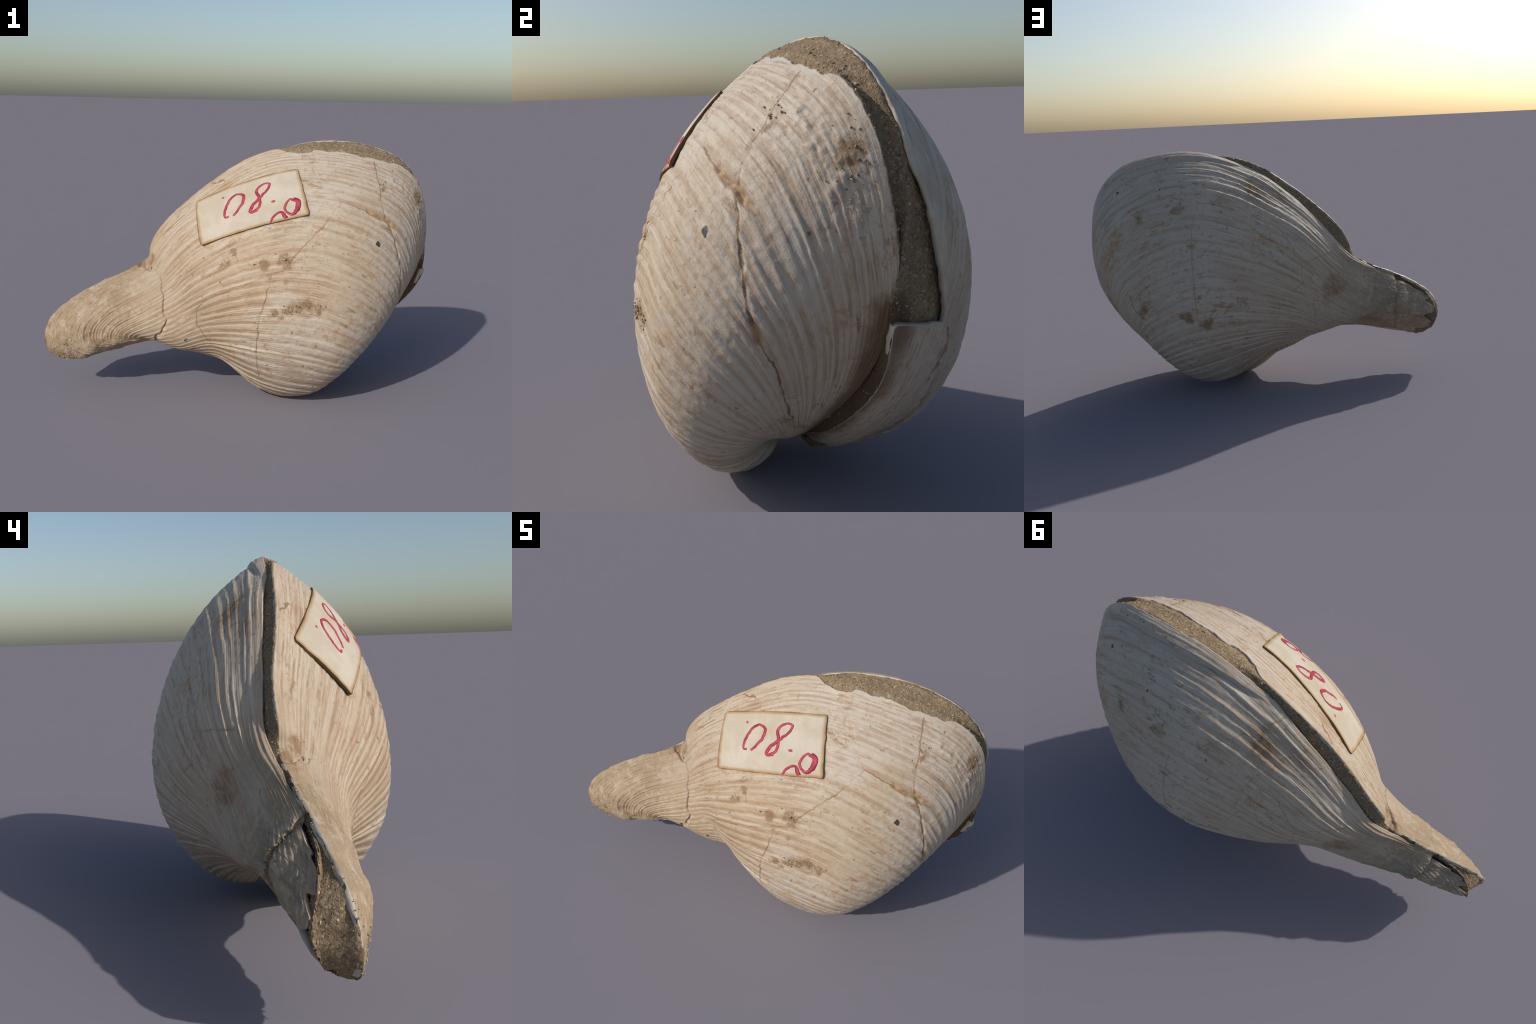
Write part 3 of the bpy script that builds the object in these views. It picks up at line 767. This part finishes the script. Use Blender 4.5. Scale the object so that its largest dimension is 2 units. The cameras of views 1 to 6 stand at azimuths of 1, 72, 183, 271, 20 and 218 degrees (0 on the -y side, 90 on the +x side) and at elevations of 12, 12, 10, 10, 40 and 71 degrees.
# ------------------------------------------------------------ sediment core
def build_core(rows=190, cols=760):
    v = np.linspace(0.9, 16.6, cols)
    u = np.broadcast_to(left.rows(rows)[:, None], (rows, cols))
    u = u[left.rows(rows) < 2.4] * (1 - 0.75 * smooth(12.4, 13.4, v))[None, :]
    A, na = left.at(u, v, True)
    B, nb = right.at(u, v, True)
    # the filling lies under the shell, but comes up to the seam between the rims
    seam = smooth(0.0, 0.25, u)
    step = smooth(3.7, 4.0, v) * (smooth(5.5, 5.0, v) + 0.6 * smooth(5.0, 5.5, v) * smooth(6.8, 6.3, v))
    tail = smooth(12.6, 13.6, v)
    groove = smooth(3.7, 3.4, v)
    da = 0.0135 + 0.014 * tail
    db = 0.014 + 0.016 * tail + 0.014 * step
    A = A - na * (0.004 + (da[None] - 0.004) * seam)[..., None]
    B = B - nb * (0.004 + 0.012 * step[None] + (db[None] - 0.004 - 0.012 * step[None]) * seam)[..., None]
    mid = []
    top = smooth(6.0, 6.8, v) * smooth(9.0, 8.6, v)
    slit = smooth(8.6, 9.0, v) * smooth(12.9, 12.5, v)
    centre = np.array([0.1, -0.03, 0.65])
    for t in np.linspace(0, 1, 9)[1:-1]:
        m = A[0] * (1 - t) + B[0] * t
        m = m + unit(centre - m) * ((0.002 + 0.002 * slit + 0.022 * step + 0.025 * groove - 0.003 * top) * np.sin(math.pi * t))[:, None]
        mid.append(m[None])
    grid = np.concatenate([A[::-1], *mid, B])
    du, dv = np.gradient(grid, axis=0), np.gradient(grid, axis=1)
    n = unit(np.cross(du, dv))
    grain = 0.0035 * fractal(grid * 34, 3, 5) + 0.0028 * np.clip(noise3(grid * 85, 7), -0.3, 1) + 0.004 * fractal(grid * 9, 2, 9)
    near_edge = np.exp(-(np.maximum(np.abs(np.arange(len(grid)) - (len(A) + 3)) - 5, 0) / 6.0) ** 2)
    coarse = smooth(-0.45, -0.7, grid[..., 0]) * near_edge[:, None]
    grain = grain + coarse * 0.022 * (fractal(grid * 15, 4, 11) - 0.35)
    grid = grid + n * (grain * 0.8)[..., None]
    R, Cc = grid.shape[:2]
    idx = np.arange(R * Cc).reshape(R, Cc)
    q = np.stack([idx[:-1, :-1], idx[:-1, 1:], idx[1:, 1:], idx[1:, :-1]], -1).reshape(-1, 4)
    return grid.reshape(-1, 3), q, n


core_v, core_q, core_n = build_core()
add_object("sediment_core", new_mesh("sediment_core", core_v, core_q, [SEDIMENT]), root)

# ------------------------------------------------------------- loose pieces
def pebble_field(name, centres, sizes, mats, flat=0.6, seed=1):
    """Many small angular grains joined into one mesh."""
    rng = np.random.default_rng(seed)
    t = (1 + 5 ** 0.5) / 2
    ico = unit(np.array([(-1, t, 0), (1, t, 0), (-1, -t, 0), (1, -t, 0), (0, -1, t), (0, 1, t), (0, -1, -t), (0, 1, -t), (t, 0, -1), (t, 0, 1), (-t, 0, -1), (-t, 0, 1)], float))
    faces = np.array([(0, 11, 5), (0, 5, 1), (0, 1, 7), (0, 7, 10), (0, 10, 11), (1, 5, 9), (5, 11, 4), (11, 10, 2), (10, 7, 6), (7, 1, 8), (3, 9, 4), (3, 4, 2), (3, 2, 6), (3, 6, 8), (3, 8, 9), (4, 9, 5), (2, 4, 11), (6, 2, 10), (8, 6, 7), (9, 8, 1)])
    vs, fs, sl = [], [], []
    for k, (c, s) in enumerate(zip(centres, sizes)):
        m, _ = np.linalg.qr(rng.normal(size=(3, 3)))
        p = ico * rng.uniform(0.75, 1.2, (12, 1)) * np.array([1, rng.uniform(0.6, 1), flat * rng.uniform(0.5, 1)])
        vs.append(p @ m * s + c)
        fs.append(faces + 12 * k)
        sl += [int(rng.integers(len(mats)))] * len(faces)
    me = new_mesh(name, np.concatenate(vs), np.zeros((0, 4), int), mats, sl, tris=np.concatenate(fs))
    me.polygons.foreach_set("use_smooth", np.zeros(len(me.polygons), bool))
    ob = add_object(name, me, root)
    ob["kind"] = "stuff"
    return ob


pale = grain_material("shell_grit", (.46, .37, .27), (.36, .27, .17))
brown = grain_material("brown_grit", (.32, .225, .13), (.22, .15, .085))
grey = grain_material("grey_grit", (.25, .20, .15), (.17, .13, .10))

cores = core_v.reshape(core_n.shape)
pick = []
while len(pick) < 9000:
    r, c = RNG.integers(2, cores.shape[0] - 2), RNG.integers(2, cores.shape[1] - 2)
    pick.append((r, c))
pick = np.array(pick)
pick = pick[:]
mid_row = cores.shape[0] // 2
pick = pick[np.abs(pick[:, 0] - mid_row) < 30]
sizes = 0.0020 + 0.0045 * RNG.random(len(pick)) ** 3
pebble_field("sediment_grain", cores[pick[:, 0], pick[:, 1]], sizes, [pale, brown, pale, grey], seed=4)

def on_left(p, lift=0.0):
    co, n, _, _ = LEFT_TREE.find_nearest(Vector(p))
    if n.y > 0:
        n = -n
    return np.array(co + n * lift), np.array(n)


spots, sizes = [], []
for c, spread, count in (((.34, -.46, .575), (.035, .02), 26), ((.27, -.46, .56), (.03, .015), 22), ((.20, -.46, .535), (.03, .012), 12), ((.40, -.45, .56), (.025, .02), 12),
                         ((.92, -.05, 1.06), (.04, .07), 34), ((.70, -.16, 1.14), (.02, .03), 14), ((-.47, -.07, .68), (.05, .02), 22), ((.24, -.42, .79), (.05, .02), 12), ((-.55, -.08, .63), (.06, .02), 40), ((-.90, -.22, .30), (.05, .06), 70), ((-.75, -.20, .28), (.08, .04), 40), ((-.93, -.19, .40), (.04, .03), 30)):
    for _ in range(count):
        p, n = on_left(np.array(c) + RNG.normal(size=3) * np.array([spread[0], 0.0, spread[1]]), 0.001)
        spots.append(p)
        sizes.append(0.0022 + 0.0042 * RNG.random() ** 3)
pebble_field("clinging_grit", spots, sizes, [brown, pale, pale, brown, pale, brown], 0.8, seed=9)

# -------------------------------------------------------------------- label
CORNERS = [np.array(p) for p in ((-.228, -.093, 1.014), (.293, -.177, 1.201), (.348, -.338, .994), (-.173, -.264, .814))]


def label_point(s, t):
    flat = CORNERS[0] * (1 - s) * (1 - t) + CORNERS[1] * s * (1 - t) + CORNERS[2] * s * t + CORNERS[3] * (1 - s) * t
    p, n = on_left(flat, 0.0)
    lift = 0.0085 + 0.010 * max(0, s - 0.93) / 0.07 * t * t + 0.006 * max(0, 0.06 - s) / 0.06 * t + 0.0015 * math.sin(9 * s + 2 * t)
    return p + n * lift, n


def label_surface(ns=96, nt=56):
    P, Nn, E = np.zeros((nt, ns, 3)), np.zeros((nt, ns, 3)), np.zeros((nt, ns))
    for j in range(nt):
        for i in range(ns):
            s, t = i / (ns - 1), j / (nt - 1)
            # slightly torn outline, clipped corners
            ws = s + 0.004 * float(noise3(np.array([[t * 14, 0.5, 3.0 * (s > 0.5)]]), 5)[0]) * abs(2 * s - 1) ** 6
            wt = t + 0.006 * float(noise3(np.array([[s * 11, 2.5, 3.0 * (t > 0.5)]]), 6)[0]) * abs(2 * t - 1) ** 6
            cut = 0.03 * max(0, abs(2 * s - 1) + abs(2 * t - 1) * 1.0 - 1.93) / 0.07
            P[j, i], Nn[j, i] = label_point(ws + (cut if s < 0.5 else -cut * 0.4) * (1 if t < 0.5 else 0.6), wt)
            E[j, i] = min(s * 0.55, (1 - s) * 0.55, t * 0.32, (1 - t) * 0.32)
    for _ in range(3):
        Nn[1:-1, 1:-1] = (Nn[:-2, 1:-1] + Nn[2:, 1:-1] + Nn[1:-1, :-2] + Nn[1:-1, 2:]) / 4
        P[1:-1, 1:-1] = (P[:-2, 1:-1] + P[2:, 1:-1] + P[1:-1, :-2] + P[1:-1, 2:]) / 4
    return P, unit(Nn), E


LP, LN, LE = label_surface()
nt, ns = LE.shape
top, bottom = LP, LP - LN * 0.0095
idx = np.arange(nt * ns).reshape(nt, ns)
q = np.stack([idx[:-1, :-1], idx[1:, :-1], idx[1:, 1:], idx[:-1, 1:]], -1).reshape(-1, 4)
ring = np.concatenate([idx[0, :-1], idx[:-1, -1], idx[-1, :0:-1], idx[:0:-1, 0]])
nxt = np.roll(ring, -1)
off = nt * ns
wall = np.stack([ring, nxt, nxt + off, ring + off], -1)
label_mesh = new_mesh("paper_label", np.concatenate([top.reshape(-1, 3), bottom.reshape(-1, 3)]), np.concatenate([q, q[:, ::-1] + off, wall]), [paper_material()],
    scalars={"edge_distance": np.concatenate([LE.ravel(), LE.ravel() * 0])})
label_mesh.set_sharp_from_angle(angle=math.radians(40))
label = add_object("paper_label", label_mesh, root)


def on_label(s, t):
    x, y = np.clip(s, 0, 1) * (ns - 1), np.clip(t, 0, 1) * (nt - 1)
    i, j = min(int(x), ns - 2), min(int(y), nt - 2)
    a, b = x - i, y - j

    def f(G):
        return G[j, i] * (1 - a) * (1 - b) + G[j, i + 1] * a * (1 - b) + G[j + 1, i] * (1 - a) * b + G[j + 1, i + 1] * a * b
    return f(LP), unit(f(LN))


# pen strokes in label coordinates: (s, t, width in metres)
STROKES = {
    "ink_zero": [(.249, .639, .008), (.215, .638, .009), (.214, .552, .012), (.234, .448, .013), (.269, .333, .013), (.311, .259, .012), (.356, .235, .010), (.402, .281, .012), (.413, .35, .014), (.395, .451, .014), (.348, .556, .012), (.317, .62, .011), (.287, .649, .010)],
    "ink_eight": [(.512, .694, .009), (.452, .706, .012), (.449, .653, .016), (.486, .559, .015), (.535, .485, .013), (.583, .412, .012), (.631, .33, .011), (.657, .25, .011), (.65, .205, .010), (.603, .196, .010), (.553, .249, .012), (.531, .329, .014), (.543, .426, .014), (.544, .533, .013), (.532, .623, .012), (.492, .682, .011), (.46, .70, .010)],
    "ink_big_zero": [(.845, .668, .010), (.827, .63, .008), (.778, .698, .010), (.75, .778, .011), (.758, .844, .011), (.792, .915, .013), (.843, .898, .017), (.88, .826, .023), (.897, .729, .024), (.872, .665, .020), (.845, .656, .012)],
    "ink_cut_zero": [(.590, .985, .008), (.621, .907, .010), (.67, .847, .010), (.713, .85, .012), (.73, .915, .018), (.741, .975, .016)],
    "ink_dot": [(.212, .186, .007), (.231, .205, .009)],
    "ink_dash": [(.64, .609, .006), (.658, .605, .011), (.677, .607, .008)],
}
INK = ink_material()


def add_stroke(name, keys):
    keys = np.array(keys)
    m = len(keys)
    u = np.linspace(0, m - 1, 12 * m)
    i = np.clip(np.floor(u).astype(int), 0, m - 2)
    f = (u - i)[:, None]
    pad = np.concatenate([[2 * keys[0] - keys[1]], keys, [2 * keys[-1] - keys[-2]]])
    p0, p1, p2, p3 = pad[i], pad[i + 1], pad[i + 2], pad[i + 3]
    path = 0.5 * (2 * p1 + (p2 - p0) * f + (2 * p0 - 5 * p1 + 4 * p2 - p3) * f ** 2 + (3 * p1 - p0 - 3 * p2 + p3) * f ** 3)
    rough = noise3(np.stack([u * 2.4, u * 0 + len(name), u * 0], 1), 12)
    size = np.array([0.55, 0.29])
    tang = np.gradient(path[:, :2] * size, axis=0)
    side = unit(np.stack([-tang[:, 1], tang[:, 0]], 1))
    rows = []
    for k, (a, hgt) in enumerate(((-1, -.001), (-1, .0009), (0, .0012), (1, .0009), (1, -.001))):
        w = path[:, 2] * 0.55 * (1 + 0.22 * rough * (1 if a < 0 else -1))
        st = path[:, :2] + side * (a * w)[:, None] / size
        rows.append([(lambda pn: pn[0] + pn[1] * hgt)(on_label(*q2)) for q2 in st])
    g = np.array(rows)
    R, Cc = g.shape[:2]
    ix = np.arange(R * Cc).reshape(R, Cc)
    qq = np.stack([ix[:-1, :-1], ix[:-1, 1:], ix[1:, 1:], ix[1:, :-1]], -1).reshape(-1, 4)
    caps = np.array([[ix[0, 0], ix[1, 0], ix[3, 0], ix[4, 0]], [ix[0, -1], ix[4, -1], ix[3, -1], ix[1, -1]]])
    add_object(name, new_mesh(name, g.reshape(-1, 3), np.concatenate([qq, caps]), [INK]), label)


for stroke, keys in STROKES.items():
    add_stroke(stroke, [(a + 0.07 * (1 - 0.55 * float(smooth(0.6, 0.95, a))), b, w) for a, b, w in keys])
